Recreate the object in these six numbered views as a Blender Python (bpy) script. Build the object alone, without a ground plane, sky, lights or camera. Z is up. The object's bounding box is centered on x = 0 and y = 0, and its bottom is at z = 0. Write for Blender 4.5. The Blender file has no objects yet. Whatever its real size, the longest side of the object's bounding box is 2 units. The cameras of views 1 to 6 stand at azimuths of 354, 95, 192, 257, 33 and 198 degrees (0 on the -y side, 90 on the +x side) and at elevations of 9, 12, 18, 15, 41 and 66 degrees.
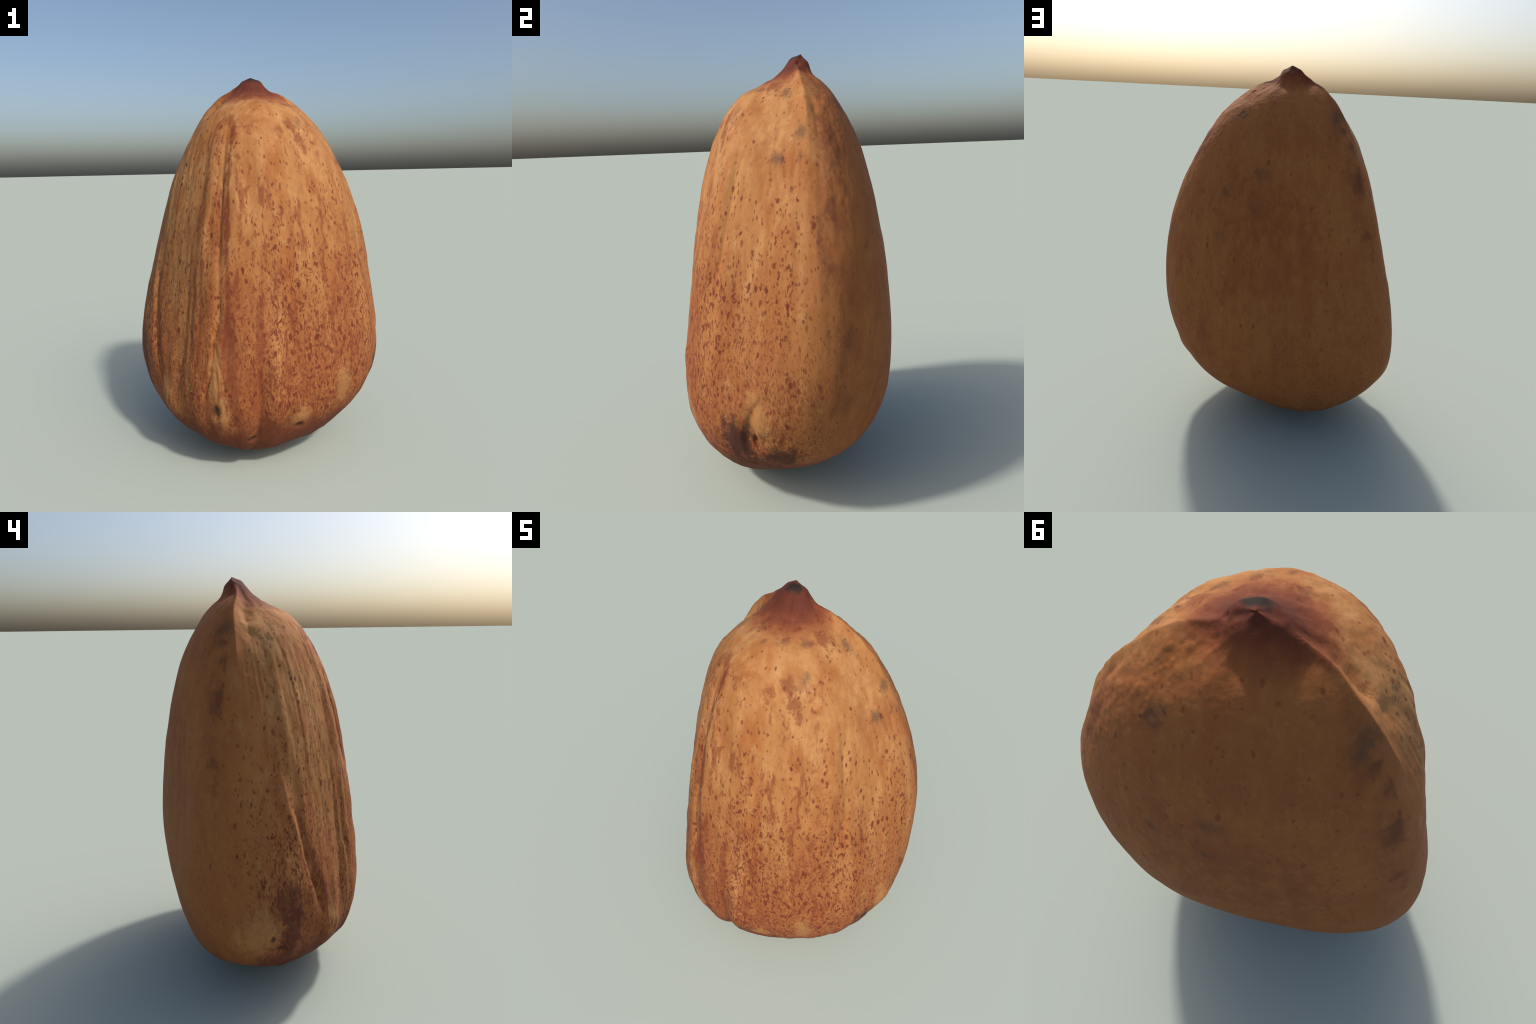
"""A single ripe nut standing on its blunt end: tan, red-speckled skin, grooved front,
smooth back, a keel down each side and a dark pointed beak."""
import bpy, math
import numpy as np
from mathutils import Vector

# ------------------------------------------------------------------ body form
# The body is one B-spline surface through rings of control radii.  Each ring is
# given by its latitude (degrees, seen from the heart of the nut) and 24 radii,
# every 15 degrees of azimuth: 0 = front (-y), 90 = right (+x).
# The radii are relative to an ellipsoid with the half-axes HALF around HEART.
HALF = (0.60, 0.48, 1.20)
HEART_Z = 0.80
CROSS_SECTIONS = [
    ( -90, [0.666, 0.666, 0.666, 0.666, 0.666, 0.666, 0.666, 0.666, 0.666, 0.666, 0.666, 0.666, 0.666, 0.666, 0.666, 0.666, 0.666, 0.666, 0.666, 0.666, 0.666, 0.666, 0.666, 0.666]),
    ( -75, [0.673, 0.675, 0.676, 0.676, 0.676, 0.675, 0.673, 0.671, 0.669, 0.667, 0.665, 0.664, 0.663, 0.664, 0.665, 0.666, 0.668, 0.669, 0.670, 0.671, 0.671, 0.671, 0.672, 0.672]),
    ( -60, [0.716, 0.721, 0.726, 0.732, 0.733, 0.729, 0.721, 0.710, 0.701, 0.695, 0.692, 0.691, 0.692, 0.694, 0.700, 0.708, 0.717, 0.722, 0.721, 0.715, 0.708, 0.703, 0.704, 0.709]),
    ( -45, [0.843, 0.826, 0.822, 0.841, 0.844, 0.830, 0.806, 0.793, 0.791, 0.783, 0.779, 0.795, 0.807, 0.805, 0.808, 0.820, 0.829, 0.838, 0.833, 0.812, 0.794, 0.785, 0.787, 0.823]),
    ( -30, [1.051, 1.023, 0.991, 0.976, 0.975, 0.955, 0.953, 0.966, 0.983, 0.982, 0.983, 0.993, 1.029, 1.062, 1.079, 1.047, 1.001, 0.985, 0.969, 0.967, 0.980, 1.003, 1.043, 1.048]),
    ( -15, [1.096, 1.073, 1.112, 1.146, 1.161, 1.150, 1.213, 1.184, 1.146, 1.178, 1.186, 1.109, 1.070, 1.070, 1.155, 1.239, 1.271, 1.235, 1.118, 1.055, 1.025, 1.043, 1.157, 1.141]),
    (   0, [0.936, 0.916, 0.963, 1.019, 1.025, 1.015, 1.055, 1.169, 1.225, 1.225, 1.171, 1.100, 1.026, 1.005, 1.082, 1.213, 1.223, 1.080, 1.023, 0.921, 0.864, 0.887, 1.014, 1.018]),
    (  15, [0.910, 0.903, 0.918, 0.950, 0.926, 0.909, 0.979, 1.150, 1.206, 1.181, 1.127, 1.053, 0.994, 0.973, 1.004, 1.090, 1.098, 0.949, 0.904, 0.855, 0.834, 0.869, 0.969, 0.967]),
    (  30, [0.954, 0.903, 0.880, 0.942, 0.948, 0.918, 0.955, 1.074, 1.103, 1.076, 1.043, 1.001, 0.969, 0.957, 0.967, 1.013, 1.033, 0.947, 0.896, 0.867, 0.843, 0.867, 0.964, 1.009]),
    (  42, [1.015, 0.978, 0.949, 0.980, 0.961, 0.932, 0.956, 1.031, 1.040, 1.022, 1.001, 0.973, 0.956, 0.955, 0.965, 0.992, 0.991, 0.939, 0.915, 0.907, 0.895, 0.919, 0.980, 1.018]),
    (  53, [1.025, 1.005, 0.984, 0.980, 0.943, 0.932, 0.957, 1.004, 0.997, 0.979, 0.959, 0.940, 0.936, 0.944, 0.957, 0.967, 0.958, 0.930, 0.919, 0.936, 0.954, 0.967, 0.989, 1.006]),
    (  62, [0.988, 0.978, 0.964, 0.955, 0.945, 0.949, 0.967, 0.979, 0.960, 0.948, 0.939, 0.930, 0.928, 0.931, 0.939, 0.950, 0.957, 0.948, 0.919, 0.918, 0.939, 0.954, 0.967, 0.980]),
    (  69, [0.951, 0.950, 0.943, 0.939, 0.942, 0.953, 0.967, 0.965, 0.949, 0.939, 0.934, 0.931, 0.928, 0.927, 0.933, 0.944, 0.956, 0.957, 0.931, 0.916, 0.920, 0.929, 0.938, 0.945]),
    (  75, [0.941, 0.941, 0.940, 0.941, 0.945, 0.953, 0.960, 0.955, 0.945, 0.938, 0.934, 0.931, 0.928, 0.927, 0.931, 0.940, 0.950, 0.955, 0.947, 0.938, 0.935, 0.936, 0.938, 0.941]),
    (  80, [0.966, 0.962, 0.959, 0.956, 0.953, 0.952, 0.951, 0.948, 0.945, 0.943, 0.941, 0.937, 0.935, 0.936, 0.940, 0.947, 0.953, 0.954, 0.952, 0.954, 0.956, 0.959, 0.964, 0.967]),
    (  85, [0.989, 0.988, 0.985, 0.984, 0.984, 0.981, 0.971, 0.966, 0.965, 0.967, 0.968, 0.967, 0.965, 0.965, 0.968, 0.974, 0.982, 0.987, 0.982, 0.979, 0.979, 0.982, 0.985, 0.987]),
    (  90, [1.005, 1.005, 1.005, 1.005, 1.005, 1.005, 1.005, 1.005, 1.005, 1.005, 1.005, 1.005, 1.005, 1.005, 1.005, 1.005, 1.005, 1.005, 1.005, 1.005, 1.005, 1.005, 1.005, 1.005]),
]
LATITUDES = np.array([r[0] for r in CROSS_SECTIONS], float)
NET = np.array([r[1] for r in CROSS_SECTIONS], float)
N_LAT, N_AZ = NET.shape


def axis_x(z):
    return -0.013 * np.clip((z - 0.95) / 1.05, 0, None) ** 2 - 0.06 * np.clip((0.8 - z) / 0.8, 0, None) ** 2


def axis_y(z):
    return 0.122 * np.clip((z - 0.95) / 1.05, 0, None) ** 2 - 0.035 * np.clip((0.8 - z) / 0.8, 0, None) ** 2


def bspline(f):
    return [(1 - f) ** 3 / 6, (3 * f ** 3 - 6 * f * f + 4) / 6, (-3 * f ** 3 + 3 * f * f + 3 * f + 1) / 6, f ** 3 / 6]


def body_point(az, lat):
    """Points of the plain body at azimuth and latitude in degrees (arrays)."""
    az, lat = np.asarray(az, float), np.asarray(lat, float)
    t = np.interp(lat, LATITUDES, np.arange(N_LAT))
    i = np.clip(np.floor(t).astype(int), 0, N_LAT - 2)
    a = (az / (360 / N_AZ)) % N_AZ
    j = np.floor(a).astype(int)
    wl, wa = bspline(t - i), bspline(a - j)
    r = 0
    for k in range(4):
        row = np.clip(i + k - 1, 0, N_LAT - 1)
        for m in range(4):
            r = r + wl[k] * wa[m] * NET[row, (j + m - 1) % N_AZ]
    la, aa = np.radians(lat), np.radians(az)
    z = r * np.sin(la) * HALF[2] + HEART_Z
    return np.stack([r * np.cos(la) * np.sin(aa) * HALF[0] + axis_x(z),
                     -r * np.cos(la) * np.cos(aa) * HALF[1] + axis_y(z), z], -1)


# ------------------------------------------------------------------ noise
def lattice_noise(p, seed):
    """Smooth value noise in -1..1 on points p (n,3), unit cell size."""
    i = np.floor(p).astype(np.int64)
    f = p - i
    f = f * f * f * (f * (f * 6 - 15) + 10)
    out = np.zeros(len(p))
    for dx in (0, 1):
        for dy in (0, 1):
            for dz in (0, 1):
                h = (i[:, 0] + dx) * 374761393 + (i[:, 1] + dy) * 668265263 + (i[:, 2] + dz) * 2147483647 + seed * 974634543
                h = (h ^ (h >> 13)) * 1274126177
                h = ((h ^ (h >> 16)) & 0xFFFF) / 32767.5 - 1
                out += h * (f[:, 0] if dx else 1 - f[:, 0]) * (f[:, 1] if dy else 1 - f[:, 1]) * (f[:, 2] if dz else 1 - f[:, 2])
    return out


def smooth(a, b, x):
    """0 at a rising to 1 at b (a may be the larger)"""
    t = np.clip((x - a) / (b - a), 0, 1)
    return t * t * (3 - 2 * t)


# ------------------------------------------------------------------ relief
# (azimuth, latitude) of the middle line of every groove, crease and keel.
MAIN_GROOVE = [(-21, 54), (-24, 48), (-24.5, 41), (-25, 30), (-25, 17), (-24, 6), (-24, 1), (-25.5, -4)]
LENS_LEFT = [(-25.5, -4), (-26, -8), (-27, -11), (-29, -15), (-31, -18)]
LENS_RIGHT = [(-25, -4), (-23, -8), (-21, -11), (-20, -14), (-18, -18)]
LENS_SLIT = [(-25, -6), (-24, -10), (-23, -14), (-23, -17)]
SECOND_GROOVE = [(-38, 55), (-41, 52), (-41, 47), (-40, 36), (-42, 28), (-41, 18), (-40, 8), (-41, 0), (-40, -8), (-42, -15), (-47, -24)]
BRANCH_GROOVE = [(-27, 47), (-28, 40), (-28, 35), (-31, 27), (-32, 21), (-31, 15)]
RIGHT_GROOVE = [(50, 55), (54, 51), (57, 43), (59, 34), (59, 20), (54, 13), (53, 5), (48, 1)]
FRONT_GROOVE = [(-5, 12), (-5, 2), (-6, -4), (-6.5, -8), (-5, -13), (-4, -17), (-4, -24), (-5, -32), (-7, -42)]
LEFT_FURROW = [(-88, 14), (-84, 8), (-81, 3), (-78, -3), (-74, -8), (-70, -13), (-66, -18)]
LEFT_RIDGE = [(-94, 23), (-93, 19), (-90, 13), (-87, 7), (-83, 2), (-80, -4), (-76, -9), (-71, -17)]
LEFT_RIDGE_TWO = [(-97, 8), (-95, 3), (-92, -3), (-89, -7), (-86, -12)]
LEFT_GROOVE_LOW = [(-47, 34), (-47, 20), (-46, 8), (-46, -5), (-48, -14), (-50, -20)]
KEEL_RIGHT = [(94, 84), (95, 74), (100, 64), (103, 57), (105, 48), (106, 38), (105, 30), (105, 20)]
KEEL_RIGHT_BACK = [(104, 72), (107, 62), (110, 54), (111, 45), (111, 36), (111, 28), (111, 20), (111, 10)]
HOLLOW_LEFT = [(-70, 81), (-85, 74), (-95, 66), (-97, 58), (-97, 50)]
HOLLOW_RIGHT = [(72, 80), (80, 72), (88, 64), (93, 56), (95, 48)]
KEEL_LEFT = [(-94, 84), (-104, 74), (-111, 66), (-113, 58), (-113, 48), (-115, 40)]
LIP_RIGHT = [(85, -6), (80, -9), (77, -12), (75, -16), (76, -21)]
LIP_RIGHT_BACK = [(87, -9), (86, -13), (85, -19)]


def path(points, n=160):
    """Dense 3D polyline along a smooth curve through (azimuth, latitude) points."""
    q = np.array(points, float)
    t, s = np.arange(len(q)), np.linspace(0, len(q) - 1, n)
    i = np.clip(np.floor(s).astype(int), 0, len(q) - 2)
    f = (s - i)[:, None]
    g = lambda k: q[np.clip(k, 0, len(q) - 1)]
    a, b, c, d = g(i - 1), g(i), g(i + 1), g(i + 2)
    v = 0.5 * (2 * b + (c - a) * f + (2 * a - 5 * b + 4 * c - d) * f * f + (3 * b - a - 3 * c + d) * f ** 3)
    return body_point(v[:, 0], v[:, 1])


def near(points, P, N, reach):
    """Signed sideways distance to a path and the place along it (0..1) for the vertices within reach."""
    line = path(points)
    lo, hi = line.min(0) - reach, line.max(0) + reach
    sel = np.nonzero(((P > lo) & (P < hi)).all(1))[0]
    best, at = np.full(len(sel), 9.0), np.zeros(len(sel), int)
    for k, c in enumerate(line):
        d = ((P[sel] - c) ** 2).sum(1)
        m = d < best
        best[m], at[m] = d[m], k
    keep = best < reach * reach
    sel, at = sel[keep], at[keep]
    tan = np.gradient(line, axis=0)
    tan /= np.linalg.norm(tan, axis=1)[:, None]
    side = np.cross(N[sel], tan[at])
    off = P[sel] - line[at]
    signed = np.sqrt(best[keep]) * np.sign((off * side).sum(1))
    return sel, signed, at / (len(line) - 1)


def taper(t, a, b):
    return smooth(0, a, t) * smooth(0, b, 1 - t) if b > 0 else smooth(0, a, t)


def groove(H, P, N, points, depth, width, ends=(0.3, 0.2), broad=2.8, share=0.55):
    """A furrow: a narrow crease in the middle of a broad soft hollow, uneven along its length."""
    reach = width * broad * 2.6
    sel, d, t = near(points, P, N, reach)
    n = lattice_noise(np.stack([t * 9, d * 8, 0 * t + depth * 999], 1), 11)
    k = taper(t, *ends) * (1 + 0.45 * n)
    w = width * (1 + 0.35 * lattice_noise(np.stack([t * 7, 0 * t, 0 * t + width * 999], 1), 12))
    fade = 1 - smooth(0.7 * reach, reach, np.abs(d))
    H[sel] -= k * depth * fade * ((1 - share) * np.exp(-np.abs(d / w) ** 1.5) + share * np.exp(-(d / (w * broad)) ** 2))


def ridge(H, P, N, points, height, width, ends=(0.15, 0.15), sharp=1.4):
    sel, d, t = near(points, P, N, width * 4)
    H[sel] += taper(t, *ends) * height * np.exp(-(np.abs(d) / width) ** sharp) * (1 - smooth(2.5 * width, 4 * width, np.abs(d)))


def step(H, P, N, points, height, width, reach, ends=(0.15, 0.15)):
    """One side stands above the other: positive height lifts the side at the right going down the path."""
    sel, d, t = near(points, P, N, reach)
    H[sel] += taper(t, *ends) * height * np.tanh(d / width) * (1 - smooth(0.3 * reach, reach, np.abs(d)))


def dent(H, P, az, lat, depth, radii):
    """An oval pit: radii across and along (z)."""
    c = body_point([az], [lat])[0]
    q = (P - c) / np.array([radii[0], radii[0], radii[1]])
    H -= depth * np.exp(-((q ** 2).sum(1)) ** 1.3)


# broad swellings (+) and hollows (-): azimuth, latitude, height, half-size across and along
SWELLINGS = [(-59, -22, 0.022, 0.06, 0.07), (2, -12, 0.014, 0.045, 0.22), (3, -20, 0.012, 0.05, 0.08), (-56, -27, 0.010, 0.07, 0.06), (85, -11, 0.014, 0.05, 0.06), (78, -8, -0.012, 0.04, 0.08),
             (111, -20, 0.016, 0.09, 0.08), (-116, -14, 0.016, 0.09, 0.10), (-101, -19, -0.012, 0.06, 0.06), (12, -18, 0.008, 0.06, 0.08),
             (45, -3, -0.010, 0.06, 0.14), (22, -7, -0.008, 0.06, 0.10), (-83, 11, -0.010, 0.05, 0.14), (62, 32, -0.012, 0.05, 0.20),
             (-8, 33, -0.014, 0.045, 0.34), (-9, -15, -0.010, 0.035, 0.10), (-29, 22, -0.013, 0.035, 0.36), (27, 43, -0.008, 0.06, 0.10),
             (72, 69, -0.008, 0.05, 0.05), (-149, 7, -0.010, 0.08, 0.18), (40, -68, 0.006, 0.16, 0.06), (150, -68, 0.006, 0.2, 0.06),
             (-120, -68, 0.006, 0.2, 0.06), (-40, -68, 0.006, 0.16, 0.06), (133, -72, 0.020, 0.022, 0.022)]

ROWS, COLS = 560, 800


def build_body():
    t = np.linspace(0, N_LAT - 1, ROWS + 1)[1:-1]
    lat = np.interp(t, np.arange(N_LAT), LATITUDES)
    az = np.arange(COLS) * 360 / COLS
    A, L = np.meshgrid(az, lat)
    G = body_point(A, L)
    du = np.roll(G, -1, 1) - np.roll(G, 1, 1)
    dv = np.gradient(G, axis=0)
    N = np.cross(du, dv)
    N /= np.linalg.norm(N, axis=-1)[..., None]
    P, N = G.reshape(-1, 3), N.reshape(-1, 3)
    H = np.zeros(len(P))

    ridge(H, P, N, KEEL_RIGHT, 0.010, 0.020, (0.1, 0.5))
    ridge(H, P, N, KEEL_LEFT, 0.016, 0.018, (0.1, 0.5))
    groove(H, P, N, HOLLOW_LEFT, 0.016, 0.022, (0.35, 0.45), 2.0, 0.6)
    groove(H, P, N, HOLLOW_RIGHT, 0.009, 0.022, (0.35, 0.45), 2.0, 0.6)
    H -= 0.007 * np.exp(-((L.ravel() - 79) / 4) ** 2) - 0.004 * np.exp(-((L.ravel() - 85) / 1.8) ** 2)
    for a, l, h, across, along in SWELLINGS:
        dent(H, P, a, l, -h, (across, along))
    groove(H, P, N, KEEL_RIGHT_BACK, 0.008, 0.020, (0.3, 0.4))
    groove(H, P, N, MAIN_GROOVE, 0.016, 0.010, (0.4, 0.05), 2.6, 0.40)
    step(H, P, N, MAIN_GROOVE, -0.004, 0.012, 0.10, (0.3, 0.1))
    groove(H, P, N, SECOND_GROOVE, 0.008, 0.010, (0.4, 0.3))
    groove(H, P, N, BRANCH_GROOVE, 0.007, 0.009, (0.4, 0.4))
    groove(H, P, N, RIGHT_GROOVE, 0.010, 0.013, (0.35, 0.4))
    groove(H, P, N, FRONT_GROOVE, 0.017, 0.012, (0.8, 0.1))
    step(H, P, N, FRONT_GROOVE, -0.007, 0.02, 0.12, (0.7, 0.1))
    groove(H, P, N, LEFT_FURROW, 0.021, 0.016, (0.6, 0.2))
    ridge(H, P, N, LEFT_RIDGE, 0.008, 0.020, (0.4, 0.2))
    ridge(H, P, N, LEFT_RIDGE_TWO, 0.005, 0.016, (0.5, 0.4))
    groove(H, P, N, LEFT_GROOVE_LOW, 0.010, 0.011, (0.5, 0.3))
    groove(H, P, N, LENS_LEFT, 0.010, 0.007, (0.1, 0.4), 2.0, 0.4)
    groove(H, P, N, LENS_RIGHT, 0.008, 0.007, (0.1, 0.5), 2.0, 0.4)
    groove(H, P, N, LENS_SLIT, 0.006, 0.005, (0.3, 0.2), 2.0, 0.3)
    step(H, P, N, LIP_RIGHT, -0.010, 0.010, 0.10, (0.25, 0.3))
    groove(H, P, N, LIP_RIGHT_BACK, 0.008, 0.009)
    for a, l, d, r in ((-24, -19, 0.014, (0.014, 0.035)), (-58, -22, 0.007, (0.012, 0.040)), (81, -16, 0.016, (0.014, 0.034)),
                       (17, -26, 0.014, (0.026, 0.014)), (-7, -29, 0.016, (0.018, 0.014)), (77, -26, 0.010, (0.018, 0.010)),
                       (-101, -16, 0.006, (0.012, 0.014)), (-97, -21, 0.010, (0.018, 0.012)), (88, 83.5, 0.006, (0.010, 0.012))):
        dent(H, P, a, l, d, r)

    # surface unevenness: long waves, vertical wrinkles on the front, knobbly skin along the keels and the beak
    Az = (A.ravel() + 180) % 360 - 180
    front = 1 - smooth(95, 125, np.abs(Az))
    S = P * np.array([1, 1, 0.35])
    H += 0.0022 * lattice_noise(P * 7, 1) + 0.0010 * lattice_noise(P * 17, 2)
    H += front * (0.0022 * lattice_noise(S * 26, 3) + 0.0010 * lattice_noise(S * 55, 4))
    ribs = np.stack([np.sin(np.radians(Az)) * 13, np.cos(np.radians(Az)) * 13, P[:, 2] * 1.6], 1)      # fine ribs from shoulder to base
    H += front * smooth(1.85, 1.5, P[:, 2]) * smooth(0.1, 0.4, P[:, 2]) * (0.0030 * lattice_noise(ribs * 0.8, 7) + 0.0012 * lattice_noise(ribs * 2.1, 8))
    up = smooth(1.45, 1.75, P[:, 2])
    knob = smooth(0.30, 0.0, np.abs(np.abs(Az) - 122) / 90) * smooth(0.9, 1.6, P[:, 2]) * (Az > 0) + 0.5 * up
    H += knob * (0.0014 * lattice_noise(S * 40, 5) + 0.0009 * lattice_noise(P * 75, 6))
    H *= 1 - smooth(86, 89.5, L.ravel())
    crease = np.stack([np.sin(np.radians(Az)) * 5, np.cos(np.radians(Az)) * 5, P[:, 2] * 3], 1)
    H += 0.0024 * smooth(1.80, 1.90, P[:, 2]) * lattice_noise(crease, 9) * (1 - smooth(79, 84.5, L.ravel()))
    P = P + N * H[:, None]

    bottom, top = body_point([0, 0], [-90, 90])
    verts = np.vstack([P, bottom, top])
    z = verts[:, 2]
    np.maximum(z, 0.004 + 0.6 * (z - 0.004), out=z)    # the underside rests flat on the ground
    np.maximum(z, 0.0, out=z)
    z -= (z.max() - 2.0) * smooth(1.75, 2.0, z)         # and keep the beak at its height
    ring = np.arange(COLS)
    nxt = (ring + 1) % COLS
    rows = []
    for i in range(ROWS - 2):
        rows.append(np.stack([i * COLS + ring, i * COLS + nxt, (i + 1) * COLS + nxt, (i + 1) * COLS + ring], 1))
    faces = np.vstack(rows).tolist()
    nb, nt = len(P), len(P) + 1
    last = (ROWS - 2) * COLS
    faces += [[nb, int(b), int(a)] for a, b in zip(ring, nxt)] + [[nt, last + int(a), last + int(b)] for a, b in zip(ring, nxt)]
    return verts, faces


# ------------------------------------------------------------------ materials
class Graph:
    def __init__(self, name):
        self.mat = bpy.data.materials.new(name)
        self.mat.use_nodes = True
        self.t = self.mat.node_tree
        self.t.nodes.clear()

    def put(self, socket, value):
        if isinstance(value, bpy.types.NodeSocket):
            self.t.links.new(value, socket)
        elif value is not None:
            if socket.type == 'RGBA' and len(value) == 3:
                value = (*value, 1)
            socket.default_value = value

    def node(self, kind, inputs=(), out=0, **props):
        n = self.t.nodes.new(kind)
        for k, v in props.items():
            setattr(n, k, v)
        for k, v in (inputs.items() if isinstance(inputs, dict) else enumerate(inputs)):
            self.put(n.inputs[k], v)
        return n.outputs[out]

    def m(self, op, a, b=None, c=None, clamp=False):
        return self.node('ShaderNodeMath', [a, b, c], operation=op, use_clamp=clamp)

    def add(self, a, b): return self.m('ADD', a, b)
    def sub(self, a, b): return self.m('SUBTRACT', a, b)
    def mul(self, a, b): return self.m('MULTIPLY', a, b)
    def maxi(self, a, b): return self.m('MAXIMUM', a, b)

    def ss(self, x, a, b, lo=0.0, hi=1.0):
        """smoothstep of x between a and b, giving lo..hi"""
        return self.node('ShaderNodeMapRange', {0: x, 1: a, 2: b, 3: lo, 4: hi}, interpolation_type='SMOOTHSTEP')

    def vec(self, op, a, b=None):
        n = self.t.nodes.new('ShaderNodeVectorMath')
        n.operation = op
        self.put(n.inputs[0], a)
        if b is not None:
            self.put(n.inputs[1], b)
        return n.outputs['Value'] if op in ('LENGTH', 'DOT_PRODUCT', 'DISTANCE') else n.outputs[0]

    def noise(self, p, scale, detail=3.0, rough=0.55, colour=False, distortion=0.0):
        return self.node('ShaderNodeTexNoise', {'Vector': p, 'Scale': scale, 'Detail': detail, 'Roughness': rough, 'Distortion': distortion}, out=1 if colour else 0)

    def mix(self, f, a, b, blend='MIX'):
        n = self.t.nodes.new('ShaderNodeMix')
        n.data_type, n.blend_type = 'RGBA', blend
        self.put(n.inputs[0], f)
        self.put(n.inputs[6], a)
        self.put(n.inputs[7], b)
        return n.outputs[2]

    def curve(self, x, pts):
        """piecewise curve through (x, y) points given in 0..1"""
        n = self.t.nodes.new('ShaderNodeFloatCurve')
        c = n.mapping.curves[0]
        while len(c.points) < len(pts):
            c.points.new(0.5, 0.5)
        for q, (a, b) in zip(c.points, pts):
            q.location = (a, b)
        n.mapping.update()
        self.put(n.inputs['Value'], x)
        return n.outputs[0]


TAN = (0.350, 0.157, 0.051)
TAN_PALE = (0.425, 0.215, 0.080)
TAN_WARM = (0.300, 0.106, 0.030)
BACK_TAN = (0.325, 0.116, 0.032)
BACK_RED = (0.285, 0.090, 0.027)
RUST = (0.215, 0.058, 0.019)
SPOT = (0.118, 0.022, 0.011)
DARK = (0.055, 0.018, 0.013)
GREY = (0.085, 0.050, 0.032)
SCAR = (0.38, 0.19, 0.068)


def skin():
    g = Graph('nut_skin')
    P = g.node('ShaderNodeTexCoord', out=3)
    xyz = g.t.nodes.new('ShaderNodeSeparateXYZ')
    g.put(xyz.inputs[0], P)
    X, Y, Z = xyz.outputs
    # azimuth in degrees around the leaning axis, 0 = front, 90 = right
    hi = g.m('POWER', g.m('MAXIMUM', g.mul(g.sub(Z, 0.95), 1 / 1.05), 0.0), 2.0)
    lo = g.m('POWER', g.m('MAXIMUM', g.mul(g.sub(0.8, Z), 1 / 0.8), 0.0), 2.0)
    dx = g.add(X, g.add(g.mul(hi, 0.013), g.mul(lo, 0.06)))
    dy = g.add(g.sub(Y, g.mul(hi, 0.122)), g.mul(lo, 0.035))
    az = g.mul(g.m('ARCTAN2', dx, g.mul(dy, -1.0)), 180 / math.pi)
    rad = g.m('SQRT', g.add(g.mul(dx, dx), g.mul(dy, dy)))
    Z01 = g.mul(Z, 0.5)

    # ---- coordinates for marks drawn out along the nut, softly warped
    warp = g.vec('SUBTRACT', g.noise(P, 9.0, 2.0, colour=True), (0.5, 0.5, 0.5))
    W = g.vec('ADD', P, g.vec('MULTIPLY', warp, (0.045, 0.045, 0.045)))
    LONG = g.vec('MULTIPLY', W, (1.0, 1.0, 0.46))
    STREAK = g.vec('MULTIPLY', W, (1.0, 1.0, 0.13))

    def band(points, width, soft=0.5, wobble=None):
        """mask around a line given by (height, azimuth): 1 on the line"""
        zs = [p[0] for p in points]
        aa = [p[1] for p in points]
        a0, a1 = min(aa) - 5, max(aa) + 5
        f = g.curve(Z01, [(z / 2, (a - a0) / (a1 - a0)) for z, a in sorted(points)])
        d = g.m('ABSOLUTE', g.mul(g.mul(g.sub(az, g.add(g.mul(f, a1 - a0), a0)), math.pi / 180), rad))
        if wobble is not None:
            d = g.add(d, wobble)
        k = g.ss(d, width * (1 - soft), width * (1 + soft), 1.0, 0.0)
        return g.mul(k, g.mul(g.ss(Z, min(zs) - 0.03, min(zs) + 0.05), g.ss(Z, max(zs) - 0.05, max(zs) + 0.03, 1.0, 0.0)))

    def blob(at, size, edge=0.5, ragged=0.5):
        """soft oval patch at a point, size across, deep and along"""
        q = g.vec('DIVIDE', g.vec('SUBTRACT', P, at), size)
        d = g.add(g.vec('LENGTH', q), g.mul(g.sub(ragc, 0.5), ragged))
        return g.ss(d, 1 - edge, 1 + edge, 1.0, 0.0)

    rag = g.noise(LONG, 26.0, 4.0, 0.65)
    ragc = g.ss(g.add(g.mul(rag, 0.7), g.mul(g.noise(W, 60.0, 3.0, 0.6), 0.3)), 0.34, 0.66)
    wob = g.mul(g.sub(g.noise(LONG, 22.0, 3.0), 0.5), 0.05)

    absaz = g.m('ABSOLUTE', az)
    front = g.ss(g.add(absaz, g.mul(g.sub(g.noise(P, 6.0), 0.5), 40.0)), 92.0, 118.0, 1.0, 0.0)
    low = g.ss(Z, 0.15, 1.25, 1.0, 0.0)
    # ---- ground colour
    big = g.noise(STREAK, 7.0, 4.0, 0.6)
    mid = g.noise(LONG, 11.0, 4.0, 0.6)
    fine = g.noise(LONG, 60.0, 4.0, 0.65)
    col = g.mix(g.ss(big, 0.38, 0.66), TAN, TAN_WARM)
    col = g.mix(g.mul(g.ss(mid, 0.50, 0.70), 0.75), col, TAN_PALE)
    back = g.mix(g.ss(mid, 0.35, 0.7), BACK_TAN, BACK_RED)
    pale = g.mul(g.ss(Z, 1.15, 1.45), g.ss(g.noise(STREAK, 12.0, 4.0, 0.6), 0.42, 0.62))
    col = g.mix(g.mul(pale, 0.55), col, (0.44, 0.228, 0.088))
    col = g.mix(front, back, col)
    # redder columns running down the front, rusty cloud low down
    column = g.ss(g.noise(STREAK, 15.0, 4.0, 0.6), 0.45, 0.60)
    col = g.mix(g.mul(g.mul(column, front), g.ss(Z, 1.25, 1.80, 0.50, 0.12)), col, g.mix(0.5, TAN_WARM, RUST))
    cloud = g.mul(front, g.mul(low, g.ss(g.noise(STREAK, 10.0, 4.0, 0.6), 0.30, 0.58)))
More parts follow.
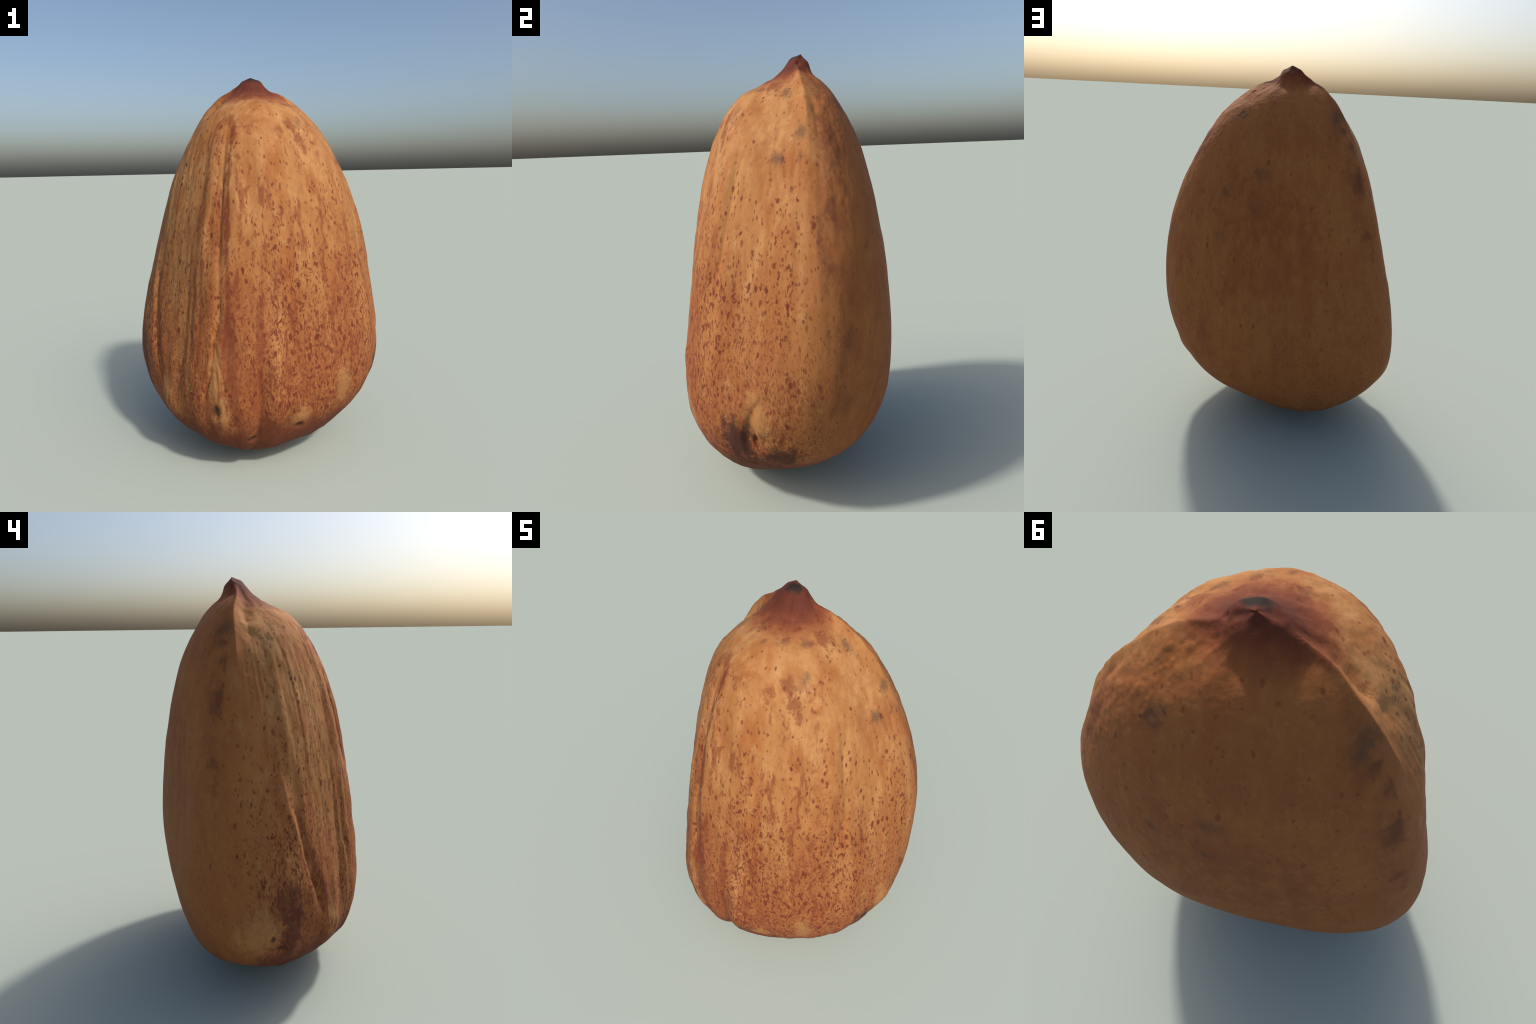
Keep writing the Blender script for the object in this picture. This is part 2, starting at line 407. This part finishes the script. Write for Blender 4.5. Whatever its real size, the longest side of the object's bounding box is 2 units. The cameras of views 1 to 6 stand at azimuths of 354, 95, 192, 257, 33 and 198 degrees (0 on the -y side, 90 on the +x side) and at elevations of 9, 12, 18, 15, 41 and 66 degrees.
    col = g.mix(g.mul(cloud, 0.58), col, (0.27, 0.082, 0.025))
    col = g.mix(g.mul(g.ss(fine, 0.45, 0.75), 0.35), col, TAN_WARM)
    col = g.mix(g.mul(g.ss(fine, 0.50, 0.28), 0.22), col, TAN_PALE)

    for pts, w, k, c in (([(1.0, -15), (0.6, -16), (0.3, -15)], 0.075, 0.55, RUST), ([(1.05, 3), (0.7, 3), (0.35, 3)], 0.040, 0.45, TAN_PALE),
                         ([(0.95, 22), (0.6, 24), (0.35, 24)], 0.07, 0.40, RUST), ([(1.1, 48), (0.7, 48), (0.4, 46)], 0.06, 0.40, RUST),
                         ([(1.6, -31), (1.2, -33), (0.8, -33)], 0.035, 0.35, RUST)):
        col = g.mix(g.mul(band(pts, w, 0.9, wob), g.mul(g.ss(fine, 0.3, 0.6, 0.5, 1.0), k)), col, c)
    for pts, w, k in (([(0.80, -23), (0.60, -21.5), (0.45, -19.5), (0.34, -18)], 0.022, 0.75), ([(0.62, -28), (0.45, -31), (0.36, -32)], 0.014, 0.5)):
        col = g.mix(g.mul(band(pts, w, 0.9, wob), g.mul(g.ss(rag, 0.25, 0.55, 0.6, 1.0), k)), col, (0.090, 0.024, 0.014))
    # ---- speckles: ragged drawn-out spots in three sizes, strong or faint by chance
    nib = g.noise(W, 95.0, 3.0, 0.6)

    def spots(coord, scale, size, density, strength):
        n = g.t.nodes.new('ShaderNodeTexVoronoi')
        n.inputs['Scale'].default_value, n.inputs['Randomness'].default_value = scale, 1.0
        g.put(n.inputs['Vector'], coord)
        pick = g.t.nodes.new('ShaderNodeSeparateColor')
        g.put(pick.inputs[0], n.outputs['Color'])
        there = g.m('LESS_THAN', pick.outputs[0], density)
        r = g.mul(g.add(g.mul(pick.outputs[1], 0.8), 0.35), size)
        d = g.add(g.add(n.outputs['Distance'], g.mul(g.sub(rag, 0.5), 0.45)), g.mul(g.sub(nib, 0.5), 0.45))
        k = g.mul(there, g.ss(g.sub(d, r), -0.16, 0.12, 1.0, 0.0))
        return g.mul(k, g.mul(g.add(g.mul(pick.outputs[2], 0.55), 0.45), strength))

    patch = g.noise(STREAK, 6.0, 3.0, 0.6)
    many = g.mul(front, g.mul(g.ss(Z, 0.75, 1.90, 1.0, 0.06), g.ss(patch, 0.34, 0.62, 0.25, 1.0)))
    s1 = g.maxi(spots(LONG, 45.0, 0.34, g.add(g.mul(many, 0.76), 0.07), 1.0), spots(g.vec('ADD', LONG, (3.1, 1.7, 0.4)), 74.0, 0.40, g.add(g.mul(many, 0.80), 0.14), 0.85))

    def speckle(scale, few, lots, amount, detail=2.0):
        """irregular flecks: the peaks of a drawn-out noise, more of them where amount is high"""
        n = g.noise(g.vec('ADD', LONG, (scale * 0.37, 1.7, 0.4)), scale, detail, 0.55)
        th = g.ss(amount, 0.0, 1.0, few, lots)
        return g.ss(g.sub(n, th), 0.0, 0.055)

    s2 = g.mul(speckle(62.0, 0.74, 0.572, many), 0.85)
    s3 = g.mul(speckle(110.0, 0.74, 0.525, g.mul(g.add(g.mul(front, 0.4), 0.6), g.ss(Z, 0.3, 1.6, 1.0, 0.30))), g.add(g.mul(front, 0.35), 0.40))
    mott = g.ss(g.noise(LONG, 75.0, 4.0, 0.7), 0.40, 0.60)
    col = g.mix(g.mul(mott, g.mul(g.add(g.mul(front, 0.85), 0.15), g.ss(Z, 0.15, 1.1, 0.85, 0.12))), col, RUST)
    col = g.mix(s3, col, g.mix(0.35, RUST, SPOT))
    col = g.mix(s2, col, SPOT)
    col = g.mix(g.mul(s1, g.add(g.mul(front, 0.4), 0.6)), col, SPOT)
    # rusty dashes running down the upper front
    dash = g.ss(g.noise(STREAK, 26.0, 4.0, 0.7), 0.50, 0.62)
    dash = g.mul(g.mul(dash, g.ss(g.noise(LONG, 7.0, 3.0), 0.40, 0.54)), g.mul(g.ss(absaz, 40.0, 75.0, 1.0, 0.25), g.mul(front, g.ss(Z, 1.80, 1.66))))
    col = g.mix(g.mul(dash, 0.75), col, g.mix(0.4, RUST, SPOT))

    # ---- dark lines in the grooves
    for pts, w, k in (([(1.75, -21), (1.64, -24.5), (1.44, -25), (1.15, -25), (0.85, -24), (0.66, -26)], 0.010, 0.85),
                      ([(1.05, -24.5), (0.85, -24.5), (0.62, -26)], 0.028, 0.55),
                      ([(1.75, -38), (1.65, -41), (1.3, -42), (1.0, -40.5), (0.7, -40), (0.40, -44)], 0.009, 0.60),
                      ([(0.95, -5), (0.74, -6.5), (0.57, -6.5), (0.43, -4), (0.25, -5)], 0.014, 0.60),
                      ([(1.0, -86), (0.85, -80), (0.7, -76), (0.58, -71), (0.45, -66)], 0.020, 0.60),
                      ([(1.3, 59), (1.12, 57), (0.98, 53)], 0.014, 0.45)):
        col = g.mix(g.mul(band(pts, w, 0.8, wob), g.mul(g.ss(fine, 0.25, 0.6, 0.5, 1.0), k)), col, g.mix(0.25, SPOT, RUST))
    # darker band behind the keels: a sharp edge along the keel, fading out backwards
    def behind(points, sign, width):
        zs, aa = [p[0] for p in points], [p[1] for p in points]
        a0, a1 = min(aa) - 5, max(aa) + 5
        f = g.curve(Z01, [(z / 2, (a - a0) / (a1 - a0)) for z, a in sorted(points)])
        d = g.mul(g.mul(g.sub(az, g.add(g.mul(f, a1 - a0), a0)), sign * math.pi / 180), rad)
        d = g.add(d, g.mul(wob, 0.4))
        k = g.mul(g.ss(d, -0.008, 0.012), g.ss(d, width * 0.25, width, 1.0, 0.0))
        return g.mul(k, g.mul(g.ss(Z, min(zs) - 0.1, min(zs) + 0.15), g.ss(Z, max(zs) - 0.05, max(zs) + 0.03, 1.0, 0.0)))

    keel_patches = g.ss(g.noise(P, 8.0, 3.0, 0.6), 0.42, 0.60)
    keel_mottle = g.ss(g.add(g.mul(mid, 0.5), g.mul(rag, 0.5)), 0.40, 0.60)
    kr = behind([(1.80, 101), (1.69, 105), (1.6, 106), (1.4, 105), (1.2, 105), (0.8, 107), (0.5, 108)], 1, 0.20)
    col = g.mix(g.mul(kr, g.mul(g.add(g.mul(keel_patches, 0.5), 0.5), g.add(g.mul(keel_mottle, 0.70), 0.22))), col, (0.140, 0.046, 0.020))
    kl = behind([(1.84, -110), (1.7, -113), (1.5, -117), (1.3, -119), (1.0, -120)], -1, 0.11)
    col = g.mix(g.mul(kl, g.mul(keel_patches, g.add(g.mul(keel_mottle, 0.70), 0.10))), col, (0.140, 0.046, 0.020))

    # ---- pale scars
    for at, size in (((-0.27, -0.48, 0.51), (0.028, 0.06, 0.15)), ((-0.235, -0.50, 0.30), (0.025, 0.06, 0.10)),
                     ((0.645, -0.08, 0.54), (0.07, 0.05, 0.10)), ((0.14, -0.45, 0.30), (0.05, 0.05, 0.06)),
                     ((0.37, -0.40, 0.45), (0.04, 0.06, 0.10)), ((-0.50, -0.24, 0.40), (0.03, 0.03, 0.09)),
                     ((-0.66, 0.16, 0.46), (0.10, 0.09, 0.10))):
        col = g.mix(g.mul(blob(at, size, 0.6, 1.2), 0.55), col, SCAR)
    # ---- reddish cloud on the smooth back
    for at, size in (((0.05, 0.42, 1.36), (0.20, 0.2, 0.20)), ((-0.02, 0.46, 1.05), (0.22, 0.2, 0.25)), ((0.40, 0.30, 0.62), (0.15, 0.25, 0.35))):
        col = g.mix(g.mul(blob(at, size, 0.9, 1.2), g.ss(mid, 0.3, 0.65, 0.25, 0.65)), col, (0.220, 0.062, 0.019))
    # ---- grey smudges
    for at, size in (((0.19, -0.17, 1.73), (0.022, 0.03, 0.045)), ((-0.07, -0.06, 1.87), (0.025, 0.025, 0.015)), ((0.03, -0.02, 1.89), (0.022, 0.022, 0.018)),
                     ((0.06, -0.11, 1.85), (0.022, 0.022, 0.018)), ((0.14, -0.06, 1.84), (0.020, 0.022, 0.020)), ((-0.01, -0.14, 1.84), (0.013, 0.02, 0.012)),
                     ((0.25, 0.06, 1.815), (0.022, 0.022, 0.035)), ((0.42, 0.12, 1.64), (0.03, 0.025, 0.028)), ((0.44, 0.03, 1.54), (0.03, 0.022, 0.032)),
                     ((0.41, 0.12, 1.54), (0.05, 0.025, 0.03)), ((0.19, 0.26, 1.76), (0.03, 0.03, 0.03)), ((0.05, 0.41, 1.49), (0.035, 0.05, 0.03)),
                     ((0.23, 0.42, 1.39), (0.03, 0.05, 0.03)), ((0.08, 0.45, 1.31), (0.02, 0.05, 0.02)), ((0.25, 0.46, 1.16), (0.025, 0.05, 0.03)),
                     ((-0.32, 0.02, 1.72), (0.03, 0.03, 0.028)), ((-0.27, 0.21, 1.76), (0.04, 0.04, 0.03))):
        col = g.mix(g.mul(blob(at, [v * 0.85 for v in size], 0.9, 1.5), 0.35 if at[1] > 0.3 else 0.6), col, GREY)
    for at, size in (((0.136, -0.202, 1.72), (0.022, 0.03, 0.035)), ((0.19, -0.22, 1.65), (0.03, 0.03, 0.03)), ((0.21, -0.226, 1.61), (0.014, 0.03, 0.03)), ((-0.15, -0.20, 1.745), (0.02, 0.03, 0.03)),
                     ((0.20, 0.0, 1.85), (0.05, 0.04, 0.03))):
        col = g.mix(g.mul(blob(at, size, 0.6, 1.1), 0.65), col, g.mix(0.35, SPOT, RUST))

    # ---- dark stains round the blunt end
    for at, size, k in (((0.59, -0.165, 0.40), (0.12, 0.065, 0.13), 0.9), ((0.61, 0.015, 0.35), (0.10, 0.065, 0.07), 0.85), ((0.55, -0.10, 0.28), (0.10, 0.12, 0.05), 0.7),
                        ((-0.65, 0.02, 0.58), (0.10, 0.08, 0.09), 0.7), ((-0.61, 0.0, 0.42), (0.10, 0.05, 0.13), 0.8)):
        col = g.mix(g.mul(blob(at, size, 0.45, 0.9), k), col, DARK if at[0] > 0 else (0.095, 0.024, 0.014))
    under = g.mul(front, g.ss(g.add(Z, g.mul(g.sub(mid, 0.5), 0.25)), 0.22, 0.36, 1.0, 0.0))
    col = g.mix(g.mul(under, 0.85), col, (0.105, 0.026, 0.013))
    for at, r in (((-0.27, -0.475, 0.375), (0.020, 0.05, 0.035)), ((-0.49, -0.245, 0.35), (0.02, 0.02, 0.03)), ((0.635, -0.09, 0.44), (0.05, 0.014, 0.030)),
                  ((0.14, -0.44, 0.262), (0.020, 0.03, 0.015)), ((-0.10, -0.45, 0.212), (0.018, 0.03, 0.015)), ((0.53, -0.11, 0.27), (0.03, 0.018, 0.012)),
                  ((-0.65, 0.09, 0.41), (0.03, 0.012, 0.018)), ((-0.62, 0.05, 0.34), (0.03, 0.02, 0.014))):
        col = g.mix(g.mul(blob(at, r, 0.6, 0.9), 0.8), col, (0.035, 0.015, 0.010))

    # ---- rusty to black beak
    tipd = g.vec('LENGTH', g.vec('DIVIDE', g.vec('SUBTRACT', P, (-0.01, 0.065, 2.0)), (1.0, 0.95, 1.0)))
    tipd = g.add(tipd, g.ss(Y, 0.07, 0.27, 0.0, 0.13))
    tipd = g.add(tipd, g.mul(g.sub(g.add(g.mul(mid, 0.5), g.mul(rag, 0.5)), 0.5), 0.22))
    col = g.mix(g.mul(g.ss(tipd, 0.13, 0.30, 1.0, 0.0), 0.85), col, (0.20, 0.046, 0.018))
    col = g.mix(g.mul(g.ss(tipd, 0.07, 0.24, 1.0, 0.0), 0.9), col, (0.080, 0.018, 0.011))
    col = g.mix(g.mul(blob((-0.005, 0.085, 1.99), (0.036, 0.026, 0.03), 0.4, 0.5), 0.92), col, (0.016, 0.012, 0.010))

    bump_h = g.add(g.mul(g.noise(LONG, 45.0, 4.0, 0.6), 0.7), g.mul(g.noise(P, 140.0, 3.0, 0.6), 0.3))
    nrm = g.node('ShaderNodeBump', {'Strength': 0.35, 'Distance': 0.006, 'Height': bump_h})
    bsdf = g.t.nodes.new('ShaderNodeBsdfPrincipled')
    g.put(bsdf.inputs['Base Color'], col)
    g.put(bsdf.inputs['Normal'], nrm)
    bsdf.inputs['Roughness'].default_value = 0.8
    bsdf.inputs['Specular IOR Level'].default_value = 0.2
    out = g.t.nodes.new('ShaderNodeOutputMaterial')
    g.t.links.new(bsdf.outputs[0], out.inputs[0])
    return g.mat


# ------------------------------------------------------------------ assembly
def main():
    verts, faces = build_body()
    whole = bpy.data.meshes.new('whole')
    whole.from_pydata(verts.tolist(), [], faces)
    whole.update()
    normals = np.empty(len(verts) * 3, np.float32)
    whole.vertices.foreach_get('normal', normals)
    normals = normals.reshape(-1, 3)
    bpy.data.meshes.remove(whole)

    tris = [f for f in faces if len(f) == 3]
    quads = np.array([f for f in faces if len(f) == 4])
    mat = skin()
    nut = bpy.data.objects.new('nut', None)
    bpy.context.scene.collection.objects.link(nut)
    nut['label'] = 'tan nut with red-brown speckles, grooved front and dark pointed beak'
    nut['category'] = 'nut'

    def region(c):
        """0 shell, 1 beak, 2 blunt base"""
        return np.where(c[:, 2] > 1.87, 1, np.where(c[:, 2] < 0.24, 2, 0))

    rq = region(verts[quads].mean(1))
    rt = region(np.array([verts[t].mean(0) for t in tris]))
    for k, name in enumerate(('shell', 'beak', 'base')):
        part = quads[rq == k].tolist() + [t for t, r in zip(tris, rt) if r == k]
        used = np.unique(np.concatenate([np.ravel(np.array([f for f in part if len(f) == n])) for n in (3, 4) if any(len(f) == n for f in part)]).astype(int))
        new = np.full(len(verts), -1)
        new[used] = np.arange(len(used))
        me = bpy.data.meshes.new(name)
        me.from_pydata(verts[used].tolist(), [], [[int(new[i]) for i in f] for f in part])
        me.polygons.foreach_set('use_smooth', [True] * len(me.polygons))
        me.update()
        me.normals_split_custom_set_from_vertices(normals[used].tolist())
        me.materials.append(mat)
        o = bpy.data.objects.new(name, me)
        o.parent = nut
        bpy.context.scene.collection.objects.link(o)


main()
